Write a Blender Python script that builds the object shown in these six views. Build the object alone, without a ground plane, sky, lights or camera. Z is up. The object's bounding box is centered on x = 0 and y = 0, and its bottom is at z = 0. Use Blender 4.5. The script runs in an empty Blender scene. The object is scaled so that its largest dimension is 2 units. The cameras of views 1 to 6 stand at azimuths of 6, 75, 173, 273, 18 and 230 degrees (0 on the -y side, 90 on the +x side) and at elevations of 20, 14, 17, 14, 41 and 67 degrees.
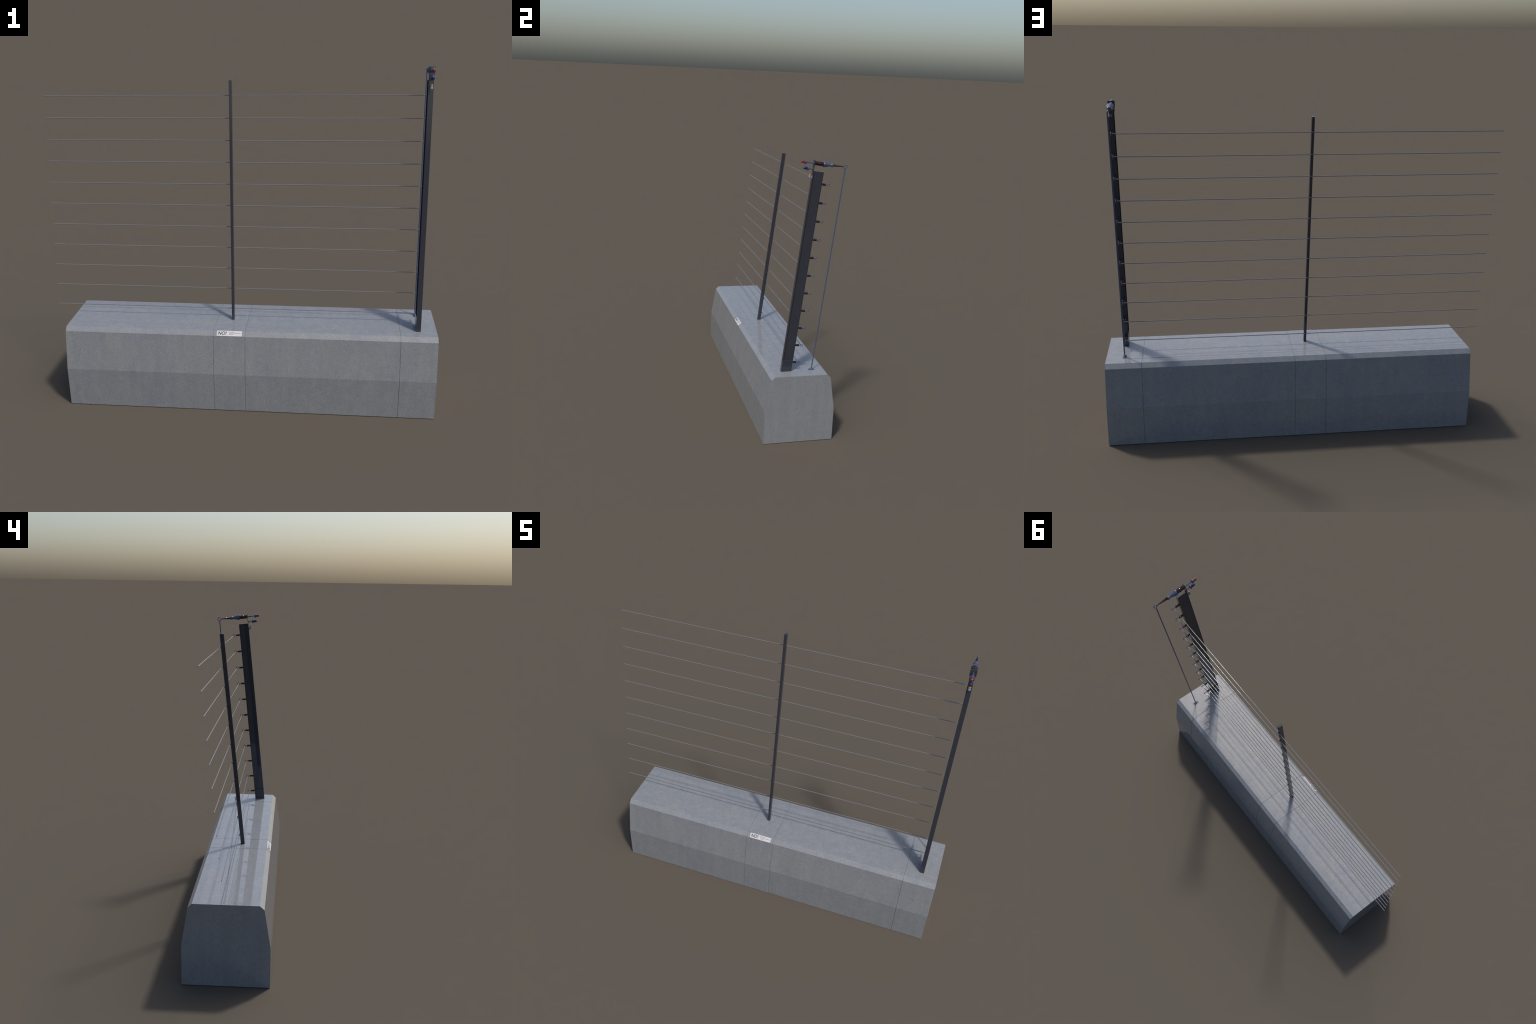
"""Electric fence end section on a concrete barrier block (metres, z up)."""
import math
import random

import bmesh
import bpy
from mathutils import Matrix, Vector

random.seed(7)
TILT = math.radians(6.0)                 # the whole fence leans back by 6 degrees
S, C = math.sin(TILT), math.cos(TILT)
FOOT_Y, TOP_Z = -0.1133, 0.4332          # front foot of the end post on the block top
POST_X = 0.9078                          # axis of the end post


def fence(x, n, t):
    """Fence frame to world: x along the wires, n backwards, t up the leaning post."""
    return Vector((x, FOOT_Y + n * C + t * S, TOP_Z + t * C - n * S))


# --------------------------------------------------------------------------- materials
def new_material(name):
    m = bpy.data.materials.new(name)
    m.use_nodes = True
    nt = m.node_tree
    return m, nt, nt.nodes["Principled BSDF"]


def node(nt, kind, **values):
    n = nt.nodes.new(kind)
    for k, v in values.items():
        if k in n.inputs:
            n.inputs[k].default_value = v
        else:
            setattr(n, k, v)
    return n


def ramp(nt, source, stops):
    r = nt.nodes.new("ShaderNodeValToRGB")
    e = r.color_ramp.elements
    while len(e) < len(stops):
        e.new(0.5)
    for el, (pos, col) in zip(e, stops):
        el.position = pos
        el.color = (*col, 1.0) if not isinstance(col, float) else (col, col, col, 1.0)
    nt.links.new(source, r.inputs["Fac"])
    return r.outputs["Color"]


def mix(nt, kind, fac, a, b):
    m = nt.nodes.new("ShaderNodeMix")
    m.data_type = "RGBA"
    m.blend_type = kind
    for sock, v in ((m.inputs["Factor"], fac), (m.inputs["A"], a), (m.inputs["B"], b)):
        if hasattr(v, "links"):
            nt.links.new(v, sock)
        elif isinstance(v, tuple):
            sock.default_value = (*v, 1.0)
        else:
            sock.default_value = v
    return m.outputs["Result"]


def noise(nt, vector, scale, detail=3.0, rough=0.55, stretch=None):
    if stretch:
        mp = node(nt, "ShaderNodeMapping")
        mp.inputs["Scale"].default_value = stretch
        nt.links.new(vector, mp.inputs["Vector"])
        vector = mp.outputs["Vector"]
    n = node(nt, "ShaderNodeTexNoise", Scale=scale, Detail=detail, Roughness=rough)
    nt.links.new(vector, n.inputs["Vector"])
    return n.outputs["Fac"]


def concrete_material():
    m, nt, p = new_material("smooth_concrete")
    pos = nt.nodes.new("ShaderNodeTexCoord").outputs["Object"]
    cloud = noise(nt, pos, 7.0, 4.0)
    col = ramp(nt, cloud, [(0.32, (0.211, 0.224, 0.244)), (0.5, (0.220, 0.231, 0.244)), (0.68, (0.230, 0.237, 0.243))])
    streak = noise(nt, pos, 9.0, 3.0, stretch=(3.0, 3.0, 0.35))
    col = mix(nt, "MULTIPLY", 1.0, col, ramp(nt, streak, [(0.3, 0.95), (0.7, 1.04)]))
    patch = noise(nt, pos, 34.0, 3.0)
    col = mix(nt, "MULTIPLY", 1.0, col, ramp(nt, patch, [(0.28, 0.95), (0.7, 1.04)]))
    grain = noise(nt, pos, 190.0, 2.0, 0.7)
    col = mix(nt, "MULTIPLY", 1.0, col, ramp(nt, grain, [(0.25, 0.80), (0.72, 1.14)]))
    # scattered dark air holes of a few millimetres
    hole = node(nt, "ShaderNodeTexVoronoi", Scale=40.0, Randomness=1.0)
    nt.links.new(pos, hole.inputs["Vector"])
    spot = ramp(nt, hole.outputs["Distance"], [(0.07, 1.0), (0.15, 0.0)])
    tone = nt.nodes.new("ShaderNodeSeparateColor")
    nt.links.new(hole.outputs["Color"], tone.inputs["Color"])
    chosen = ramp(nt, tone.outputs["Red"], [(0.30, 0.0), (0.85, 0.62)])
    mask = mix(nt, "MULTIPLY", 1.0, spot, chosen)
    col = mix(nt, "MIX", mask, col, (0.105, 0.105, 0.108))
    nt.links.new(col, p.inputs["Base Color"])
    p.inputs["Roughness"].default_value = 0.04
    p.inputs["Specular IOR Level"].default_value = 0.5
    return m


def plain(name, colour, rough, metal=0.0, spec=0.5, coat=0.0, wear=0.0, scale=60.0):
    m, nt, p = new_material(name)
    p.inputs["Base Color"].default_value = (*colour, 1.0)
    p.inputs["Roughness"].default_value = rough
    p.inputs["Metallic"].default_value = metal
    p.inputs["Specular IOR Level"].default_value = spec
    p.inputs["Coat Weight"].default_value = coat
    p.inputs["Coat Roughness"].default_value = 0.06
    if wear:
        pos = nt.nodes.new("ShaderNodeTexCoord").outputs["Object"]
        f = noise(nt, pos, scale, 3.0)
        dark = tuple(c * (1 - wear) for c in colour)
        light = tuple(min(1, c * (1 + wear)) for c in colour)
        nt.links.new(ramp(nt, f, [(0.3, dark), (0.7, light)]), p.inputs["Base Color"])
    return m


CONCRETE = concrete_material()
STEEL = plain("dark_painted_steel", (0.033, 0.036, 0.047), 0.05, spec=0.5, wear=0.05, scale=25.0)
METAL = plain("blue_grey_enamel", (0.062, 0.080, 0.143), 0.09, spec=0.5, wear=0.05, scale=80.0)
WIRE = plain("grey_wire", (0.155, 0.155, 0.158), 0.12, spec=0.5, wear=0.05, scale=120.0)
CERAMIC = plain("brown_glazed_ceramic", (0.026, 0.0065, 0.0055), 0.06, spec=0.5, wear=0.08)
RED_LENS = plain("red_lens", (0.165, 0.022, 0.017), 0.14, wear=0.05)
BLUE_LENS = plain("blue_lens", (0.008, 0.010, 0.075), 0.12, wear=0.05)
YELLOW = plain("yellow_band", (0.430, 0.395, 0.050), 0.3, wear=0.04)
RED_BAND = plain("red_band", (0.300, 0.014, 0.018), 0.3, wear=0.04)
HOUSING = plain("pale_plastic", (0.205, 0.245, 0.330), 0.3, wear=0.03)  # white plastic, base darkened and blued for skylit shade
SIGN = plain("white_enamel", (0.525, 0.522, 0.527), 0.4, wear=0.02, scale=30.0)
INK = plain("black_ink", (0.012, 0.012, 0.013), 0.5)
GREY_INK = plain("grey_ink", (0.15, 0.15, 0.155), 0.5)


# --------------------------------------------------------------------------- mesh tools
def finish(name, bm, material, parent, smooth_angle=None, where=None, tilt=True):
    bmesh.ops.recalc_face_normals(bm, faces=bm.faces)
    me = bpy.data.meshes.new(name)
    bm.to_mesh(me)
    bm.free()
    me.materials.append(material)
    if smooth_angle is not None:
        me.shade_smooth()
        me.set_sharp_from_angle(angle=math.radians(smooth_angle))
    return place(name, me, parent, where, tilt)


def place(name, mesh, parent, where=None, tilt=True):
    ob = bpy.data.objects.new(name, mesh)
    bpy.context.scene.collection.objects.link(ob)
    world = Matrix.Identity(4)
    if tilt:
        world = Matrix.Translation(fence(*(where or (0, 0, 0)))) @ Matrix.Rotation(-TILT, 4, "X")
    elif where:
        world = Matrix.Translation(Vector(where))
    ob.parent = parent
    up = parent
    chain = Matrix.Identity(4)
    while up is not None:                      # parents were placed with an identity inverse
        chain = up.matrix_basis @ chain
        up = up.parent
    ob.matrix_basis = chain.inverted() @ world
    return ob


def add_box(bm, x0, x1, y0, y1, z0, z1):
    v = [bm.verts.new((x, y, z)) for x in (x0, x1) for y in (y0, y1) for z in (z0, z1)]
    for f in ((0, 1, 3, 2), (4, 6, 7, 5), (0, 4, 5, 1), (2, 3, 7, 6), (0, 2, 6, 4), (1, 5, 7, 3)):
        bm.faces.new([v[i] for i in f])


def add_prism(bm, outline, n0, n1):
    """Outline in (x, t), extruded from n0 to n1."""
    a = [bm.verts.new((x, n0, t)) for x, t in outline]
    b = [bm.verts.new((x, n1, t)) for x, t in outline]
    k = len(outline)
    bm.faces.new(a)
    bm.faces.new(b[::-1])
    for i in range(k):
        bm.faces.new((a[i], a[(i + 1) % k], b[(i + 1) % k], b[i]))


def add_turned(bm, profile, axis="n", centre=(0, 0, 0), seg=32):
    """Solid of revolution through (position, radius) pairs, around the n, t or x axis."""
    rings = []
    for a, r in profile:
        if r < 1e-6:
            loc = {"n": (0, a, 0), "t": (0, 0, a), "x": (a, 0, 0)}[axis]
            rings.append([bm.verts.new(Vector(loc) + Vector(centre))])
            continue
        ring = []
        for i in range(seg):
            u, v = r * math.cos(2 * math.pi * i / seg), r * math.sin(2 * math.pi * i / seg)
            loc = {"n": (u, a, v), "t": (u, v, a), "x": (a, u, v)}[axis]
            ring.append(bm.verts.new(Vector(loc) + Vector(centre)))
        rings.append(ring)
    for p, q in zip(rings, rings[1:]):
        for i in range(seg):
            j = (i + 1) % seg
            if len(p) == 1 and len(q) > 1:
                bm.faces.new((p[0], q[i], q[j]))
            elif len(q) == 1 and len(p) > 1:
                bm.faces.new((p[i], p[j], q[0]))
            elif len(p) > 1:
                bm.faces.new((p[i], p[j], q[j], q[i]))
    for end in (rings[0], rings[-1]):
        if len(end) > 1:
            bm.faces.new(end)


def add_tube(bm, points, radius, seg=12, closed=False):
    """Round bar swept through points."""
    pts = [Vector(p) for p in points]
    k = len(pts)
    rings, ref = [], None
    for i, p in enumerate(pts):
        if closed:
            d = pts[(i + 1) % k] - pts[i - 1]
        else:
            d = pts[min(i + 1, k - 1)] - pts[max(i - 1, 0)]
        d.normalize()
        if ref is None:
            ref = d.orthogonal().normalized()
        ref = (ref - d * ref.dot(d)).normalized()
        side = d.cross(ref)
        rings.append([bm.verts.new(p + radius * (math.cos(2 * math.pi * j / seg) * ref + math.sin(2 * math.pi * j / seg) * side))
                      for j in range(seg)])
    pairs = list(zip(rings, rings[1:])) + ([(rings[-1], rings[0])] if closed else [])
    for a, b in pairs:
        for j in range(seg):
            bm.faces.new((a[j], a[(j + 1) % seg], b[(j + 1) % seg], b[j]))
    if not closed:
        bm.faces.new(rings[0])
        bm.faces.new(rings[-1])


def circle(radius, centre=(0, 0, 0), plane="nt", count=28, start=0.0, sweep=2 * math.pi):
    full = abs(sweep - 2 * math.pi) < 1e-6
    out = []
    for i in range(count):
        a = start + sweep * i / (count if full else count - 1)
        u, v = radius * math.cos(a), radius * math.sin(a)
        loc = {"nt": (0, u, v), "xt": (u, 0, v), "xn": (u, v, 0)}[plane]
        out.append(Vector(loc) + Vector(centre))
    return out


# --------------------------------------------------------------------------- the thing
thing = bpy.data.objects.new("electric_fence_barrier", None)
bpy.context.scene.collection.objects.link(thing)
thing["label"] = "concrete barrier block with leaning electric wire fence and warning lamps"
thing["category"] = "fence barrier"

# ---- concrete block: one section drawn along x, with three narrow joints around it
SECTION = [(-0.2250, 0.0), (-0.2250, 0.2090), (-0.1920, 0.4128), (-0.1695, TOP_Z),
           (0.1590, TOP_Z), (0.1803, 0.4125), (0.2130, 0.2085), (0.2130, 0.0)]
JOINTS = (-0.1280, 0.0348, 0.8163)
LEFT, RIGHT = -0.9063, 1.0


def inset(section, depth):
    out, k = [], len(section)
    for i, p in enumerate(section):
        a, b = Vector(section[i - 1]), Vector(section[(i + 1) % k])
        p = Vector(p)
        n1 = Vector(((p - a).y, -(p - a).x)).normalized() * (-1)
        n2 = Vector(((b - p).y, -(b - p).x)).normalized() * (-1)
        if i == 0:
            n1 = None                      # the underside stays on the ground
        if i == k - 1:
            n2 = None
        if n1 is None or n2 is None:
            q = p - depth * (n1 or n2)
        else:
            h = (n1 + n2).normalized()
            q = p - h * depth / h.dot(n1)
        out.append(q)
    return out


stations = [(LEFT, 0.0)]
for j in JOINTS:
    stations += [(j - 0.0013, 0.0), (j - 0.0008, 0.0019), (j + 0.0008, 0.0019), (j + 0.0013, 0.0)]
stations.append((RIGHT, 0.0))
bm = bmesh.new()
loops = []
for x, d in stations:
    sec = inset(SECTION, d) if d else [Vector(p) for p in SECTION]
    loops.append([bm.verts.new((x, p.x, p.y)) for p in sec])
for a, b in zip(loops, loops[1:]):
    for i in range(8):
        bm.faces.new((a[i], a[(i + 1) % 8], b[(i + 1) % 8], b[i]))
bm.faces.new(loops[0])
bm.faces.new(loops[-1])
block = finish("concrete_block", bm, CONCRETE, thing, tilt=False)

# ---- notice on the front chamfer
up = Vector((0, SECTION[3][0] - SECTION[2][0], SECTION[3][1] - SECTION[2][1]))
chamfer = up.length
up.normalize()
out = Vector((0, -up.z, up.y))
SIGN_W, SIGN_H = 0.1290, 0.0285
sign_frame = Matrix((
    (1, up.x, out.x, -0.1108), (0, up.y, out.y, SECTION[2][0] + up.y * 0.0008),
    (0, up.z, out.z, SECTION[2][1] + up.z * 0.0008), (0, 0, 0, 1)))


def sign_part(name, bm, material, parent, lift):
    bmesh.ops.transform(bm, matrix=sign_frame @ Matrix.Translation((0, 0, lift)), verts=bm.verts)
    return finish(name, bm, material, parent, tilt=False)


def slab(bm, x0, x1, y0, y1, z0, z1, r, steps=4):
    """Flat plate with rounded corners, lying in the sign's own plane."""
    pts = []
    for cx, cy, a0 in ((x1 - r, y1 - r, 0), (x0 + r, y1 - r, 90), (x0 + r, y0 + r, 180), (x1 - r, y0 + r, 270)):
        for i in range(steps + 1):
            a = math.radians(a0 + 90 * i / steps)
            pts.append((cx + r * math.cos(a), cy + r * math.sin(a)))
    lo = [bm.verts.new((x, y, z0)) for x, y in pts]
    hi = [bm.verts.new((x, y, z1)) for x, y in pts]
    bm.faces.new(lo[::-1])
    bm.faces.new(hi)
    for i in range(len(pts)):
        j = (i + 1) % len(pts)
        bm.faces.new((lo[i], lo[j], hi[j], hi[i]))


bm = bmesh.new()
slab(bm, 0, SIGN_W, 0, SIGN_H, 0, 0.0012, 0.0022)
notice = sign_part("notice_plate", bm, SIGN, thing, 0.0002)

curve = bpy.data.curves.new("lettering", "FONT")
curve.body = "NO!"
curve.shear = 0.22
curve.extrude = 0.01
curve.offset = 0.016
tmp = bpy.data.objects.new("lettering_source", curve)
bpy.context.scene.collection.objects.link(tmp)
me = bpy.data.meshes.new_from_object(tmp.evaluated_get(bpy.context.evaluated_depsgraph_get()))
bpy.data.objects.remove(tmp)
bm = bmesh.new()
bm.from_mesh(me)
bpy.data.meshes.remove(me)
xs, ys = [v.co.x for v in bm.verts], [v.co.y for v in bm.verts]
sx, sy = 0.0445 / (max(xs) - min(xs)), 0.0193 / (max(ys) - min(ys))
x_lo, y_lo = min(xs), min(ys)
for v in bm.verts:
    v.co = Vector((0.0062 + (v.co.x - x_lo) * sx, 0.0055 + (v.co.y - y_lo) * sy, 0.0003 * (1 if v.co.z > 0 else -1)))
sign_part("notice_lettering", bm, INK, notice, 0.0015)

# three lines of print too fine to read: rows of short strokes
bm = bmesh.new()
for base, words in ((0.0205, (0.0245,)), (0.0138, (0.0045, 0.0085, 0.0040, 0.0395)), (0.0068, (0.0090, 0.0115))):
    x = 0.0628
    for w in words:
        end = x + w
        while x < end:
            stroke = random.uniform(0.0006, 0.0012)
            tall = random.choice((0.0023, 0.0024, 0.0025, 0.0036))
            slab(bm, x, x + stroke, base, base + tall, 0, 0.0003, 0.0002, 1)
            x += stroke + random.uniform(0.0004, 0.0007)
        slab(bm, end - w, end - 0.0003, base + 0.0004, base + 0.0018, -0.0001, 0.0002, 0.0002, 1)
        x = end + 0.0013
print_lines = sign_part("small_print", bm, GREY_INK, notice, 0.0014)
print_lines["kind"] = "stuff"

# ---- end post: I-section web and rear flange on a solid foot, long face plate in front
HALF, WEB, DEPTH, SKIN = 0.0120, 0.0060, 0.0637, 0.0020
FOOT_T, POST_T, HEAD_T = 0.0745, 1.2365, 1.2974
bm = bmesh.new()
add_box(bm, -HALF, HALF, 0, DEPTH, -0.03, FOOT_T)
add_box(bm, -WEB, WEB, SKIN, DEPTH - SKIN, FOOT_T, POST_T)
add_box(bm, -HALF, HALF, DEPTH - SKIN, DEPTH, FOOT_T, POST_T)
post = finish("end_post", bm, STEEL, thing, where=(POST_X, 0, 0))
side = [(HALF, FOOT_T), (HALF, POST_T), (HALF + 0.0004, 1.2440), (HALF + 0.0010, 1.2540), (HALF + 0.0022, 1.2620),
        (HALF + 0.0038, 1.2680), (HALF + 0.0046, 1.2740), (HALF + 0.0046, HEAD_T)]
bm = bmesh.new()
add_prism(bm, side + [(-x, t) for x, t in reversed(side)], 0, 0.0022)
finish("face_plate", bm, STEEL, post, where=(POST_X, 0, 0))

# ---- slim intermediate post
SLIM_X = -0.0452
bm = bmesh.new()
add_box(bm, -0.0067, 0.0067, 0.0752, 0.0980, -0.03, 1.2375)
slim = finish("slim_post", bm, STEEL, thing, where=(SLIM_X, 0, 0))

# ---- eleven wires, each held by an insulator with an eye, and by a clip on the slim post
LEVELS = [0.0634 + 0.11007 * i for i in range(11)]
EYE_N, WIRE_N = 0.1062, 0.1020
bm = bmesh.new()
add_tube(bm, [(-1.0, 0, 0), (POST_X - 0.004, 0.0008, 0.0006)], 0.0022, 12)
wire_mesh = finish("wire", bm, WIRE, thing, 40, where=(0, WIRE_N, LEVELS[0]))
bm = bmesh.new()
add_turned(bm, [(0.0, 0.0045), (0.0020, 0.0045), (0.0021, 0.0064), (0.0060, 0.0072), (0.0068, 0.0062), (0.0110, 0.0059),
                (0.0118, 0.0072), (0.0160, 0.0072), (0.0168, 0.0062), (0.0208, 0.0059), (0.0216, 0.0074), (0.0255, 0.0072), (0.0262, 0.0058)])
insulator_mesh = finish("insulator", bm, CERAMIC, post, 35, where=(POST_X, DEPTH, LEVELS[0]))
bm = bmesh.new()
add_tube(bm, circle(0.0073, (0, EYE_N - DEPTH, 0)), 0.0017, 12, closed=True)
add_tube(bm, [(0, 0.0258, 0), (0, EYE_N - DEPTH - 0.0073, 0)], 0.0017, 10)
eye_mesh = finish("wire_eye", bm, METAL, insulator_mesh, 50, where=(POST_X, DEPTH, LEVELS[0]))
bm = bmesh.new()
loop = circle(0.0036, (0, WIRE_N, 0), "nt", 17, -0.75 * math.pi, 1.5 * math.pi)
add_tube(bm, [(0, 0.0980, -0.0034)] + loop + [(0, 0.0980, 0.0034)], 0.0011, 8)
clip_mesh = finish("wire_clip", bm, STEEL, slim, 50, where=(SLIM_X, 0, LEVELS[0]))
for t in LEVELS[1:]:
    place("wire", wire_mesh.data, thing, (0, WIRE_N, t))
    ins = place("insulator", insulator_mesh.data, post, (POST_X, DEPTH, t))
    place("wire_eye", eye_mesh.data, ins, (POST_X, DEPTH, t))
    place("wire_clip", clip_mesh.data, slim, (SLIM_X, 0, t))

# ---- break-away handle: glazed insulator, bell-shaped grip, ribbed cone, ring
AXIS_T = 1.2812
head = (POST_X, 0, AXIS_T)
bm = bmesh.new()
add_turned(bm, [(0.0022, 0.0040), (0.0050, 0.0040), (0.0052, 0.0114), (0.0060, 0.0125), (0.0100, 0.0127), (0.0125, 0.0119),
                (0.0230, 0.0118), (0.0258, 0.0108), (0.0272, 0.0118), (0.0300, 0.0126), (0.0350, 0.0131), (0.0400, 0.0130),
                (0.0440, 0.0124), (0.0465, 0.0112), (0.0480, 0.0110), (0.0490, 0.0124), (0.0540, 0.0128), (0.0580, 0.0120)], seg=40)
strain = finish("strain_insulator", bm, CERAMIC, thing, 35, where=head)
bm = bmesh.new()
add_turned(bm, [(0.0556, 0.0125), (0.0552, 0.0150), (0.0556, 0.0164), (0.0572, 0.0172), (0.0596, 0.0174), (0.0625, 0.0170), (0.0680, 0.0156),
                (0.0780, 0.0130), (0.0880, 0.0105), (0.0950, 0.0090), (0.0990, 0.0083), (0.1010, 0.0083), (0.1030, 0.0092),
                (0.1050, 0.0108), (0.1070, 0.0116), (0.1090, 0.0119), (0.1115, 0.0117), (0.1140, 0.0110), (0.1156, 0.0098), (0.1160, 0.0076)], seg=40)
finish("pull_grip", bm, METAL, strain, 40, where=head)
ribs = 15
profile = [(0.1158, 0.0)]
for i in range(ribs * 4 + 1):
    f = i / (ribs * 4)
    r = 0.0072 * (1 - f) + 0.0024 * f
    profile.append((0.1158 + 0.0657 * f, r * (1.0 + 0.13 * math.cos(2 * math.pi * i / 4))))
profile.append((0.1820, 0.0))
bm = bmesh.new()
add_turned(bm, profile, seg=24)
finish("ribbed_cone", bm, CERAMIC, strain, 60, where=head)
bm = bmesh.new()
add_tube(bm, circle(0.0106, (0, 0.1928, 0), count=36), 0.0024, 14, closed=True)
finish("pull_ring", bm, METAL, strain, 50, where=head)

# ---- stay rod from the ring down to an anchor on the block
bm = bmesh.new()
add_tube(bm, [(0, 0.1927, AXIS_T - 0.0102), (0, 0.1940, 0.0325)], 0.0034, 14)
finish("stay_rod", bm, METAL, thing, 50, where=(POST_X, 0, 0))
ANCHOR_Y = 0.0822
bm = bmesh.new()
add_box(bm, -0.0090, 0.0090, -0.0185, 0.0185, -0.001, 0.0022)
anchor = finish("anchor_plate", bm, METAL, thing, where=(POST_X, ANCHOR_Y, TOP_Z), tilt=False)
bm = bmesh.new()
add_tube(bm, [(0, -0.0098, 0.001), (0, -0.0086, 0.0060), (0, -0.0058, 0.0098), (0, -0.0020, 0.0116), (0, 0.0020, 0.0116),
              (0, 0.0058, 0.0098), (0, 0.0086, 0.0060), (0, 0.0098, 0.001)], 0.0023, 12)
finish("anchor_bail", bm, METAL, anchor, 60, where=(POST_X, ANCHOR_Y, TOP_Z), tilt=False)


# ---- red and blue lamps on stalks in front of the face plate
def lamp(name, lens_material, tip_n, t, lens_len=0.0245):
    where = (POST_X, 0, t)
    neck = tip_n + 0.0365
    rim = tip_n + lens_len
    bm = bmesh.new()
    add_turned(bm, [(neck - 0.002, 0.0020), (neck + 0.0045, 0.0020), (neck + 0.0060, 0.0039), (-0.0020, 0.0039), (0.0004, 0.0039)], seg=20)
    stalk = finish(name, bm, METAL, thing, 40, where=where)
    bm = bmesh.new()
    add_turned(bm, [(rim - 0.0006, 0.0078), (rim - 0.0012, 0.0108), (rim - 0.0006, 0.0118), (rim + 0.0008, 0.0124), (rim + 0.0034, 0.0123),
                    (rim + 0.0062, 0.0115), (rim + 0.0086, 0.0094), (rim + 0.0103, 0.0066), (rim + 0.0112, 0.0036), (rim + 0.0115, 0.0)], seg=32)
    finish("lamp_collar", bm, METAL, stalk, 50, where=where)
    bm = bmesh.new()
    r = 0.0077
    dome = [(tip_n + 0.0055 * (1 - math.cos(a)), r * math.sin(a)) for a in [math.pi / 2 * i / 7 for i in range(8)]]
    add_turned(bm, dome + [(rim, r)], seg=32)
    finish("lamp_lens", bm, lens_material, stalk, 50, where=where)


lamp("red_lamp", RED_LENS, -0.0785, AXIS_T)
lamp("blue_lamp", BLUE_LENS, -0.0595, 1.2464)

# ---- small banded beacon on a pale bracket
BEACON_N = -0.0125
where = (POST_X, 0, 0)
bm = bmesh.new()
add_turned(bm, [(1.1965, 0.0062), (1.1972, 0.0074), (1.2078, 0.0074), (1.2084, 0.0068)], "t", (0, BEACON_N, 0), 28)
add_box(bm, -0.0050, 0.0050, BEACON_N + 0.002, -0.0048, 1.1972, 1.2078)
beacon = finish("beacon_housing", bm, HOUSING, thing, 40, where=where)
bm = bmesh.new()
foot = [(-0.0052, 1.2080), (-0.0052, 1.1975), (-0.0012, 1.1888), (0.0004, 1.1888), (0.0004, 1.2080)]  # lower front sloped downward to darken it, the beacon's cast shadow built into the shape
ends = [[bm.verts.new((x, n, t)) for n, t in foot] for x in (-0.0050, 0.0050)]
bm.faces.new(ends[0])
bm.faces.new(ends[1][::-1])
for i in range(5):
    bm.faces.new((ends[0][i - 1], ends[0][i], ends[1][i], ends[1][i - 1]))
finish("beacon_bracket", bm, HOUSING, beacon, where=where)
for name, mat, lo, hi, r in (("beacon_band", RED_BAND, 1.2082, 1.2126, 0.0068), ("beacon_band", YELLOW, 1.2126, 1.2168, 0.0069)):
    bm = bmesh.new()
    add_turned(bm, [(lo, r), (hi, r)], "t", (0, BEACON_N, 0), 28)
    finish(name, bm, mat, beacon, 40, where=where)
bm = bmesh.new()
add_turned(bm, [(1.2168, 0.0068), (1.2182, 0.0067), (1.2190, 0.0058), (1.2192, 0.0)], "t", (0, BEACON_N, 0), 28)
finish("beacon_cap", bm, RED_LENS, beacon, 40, where=where)
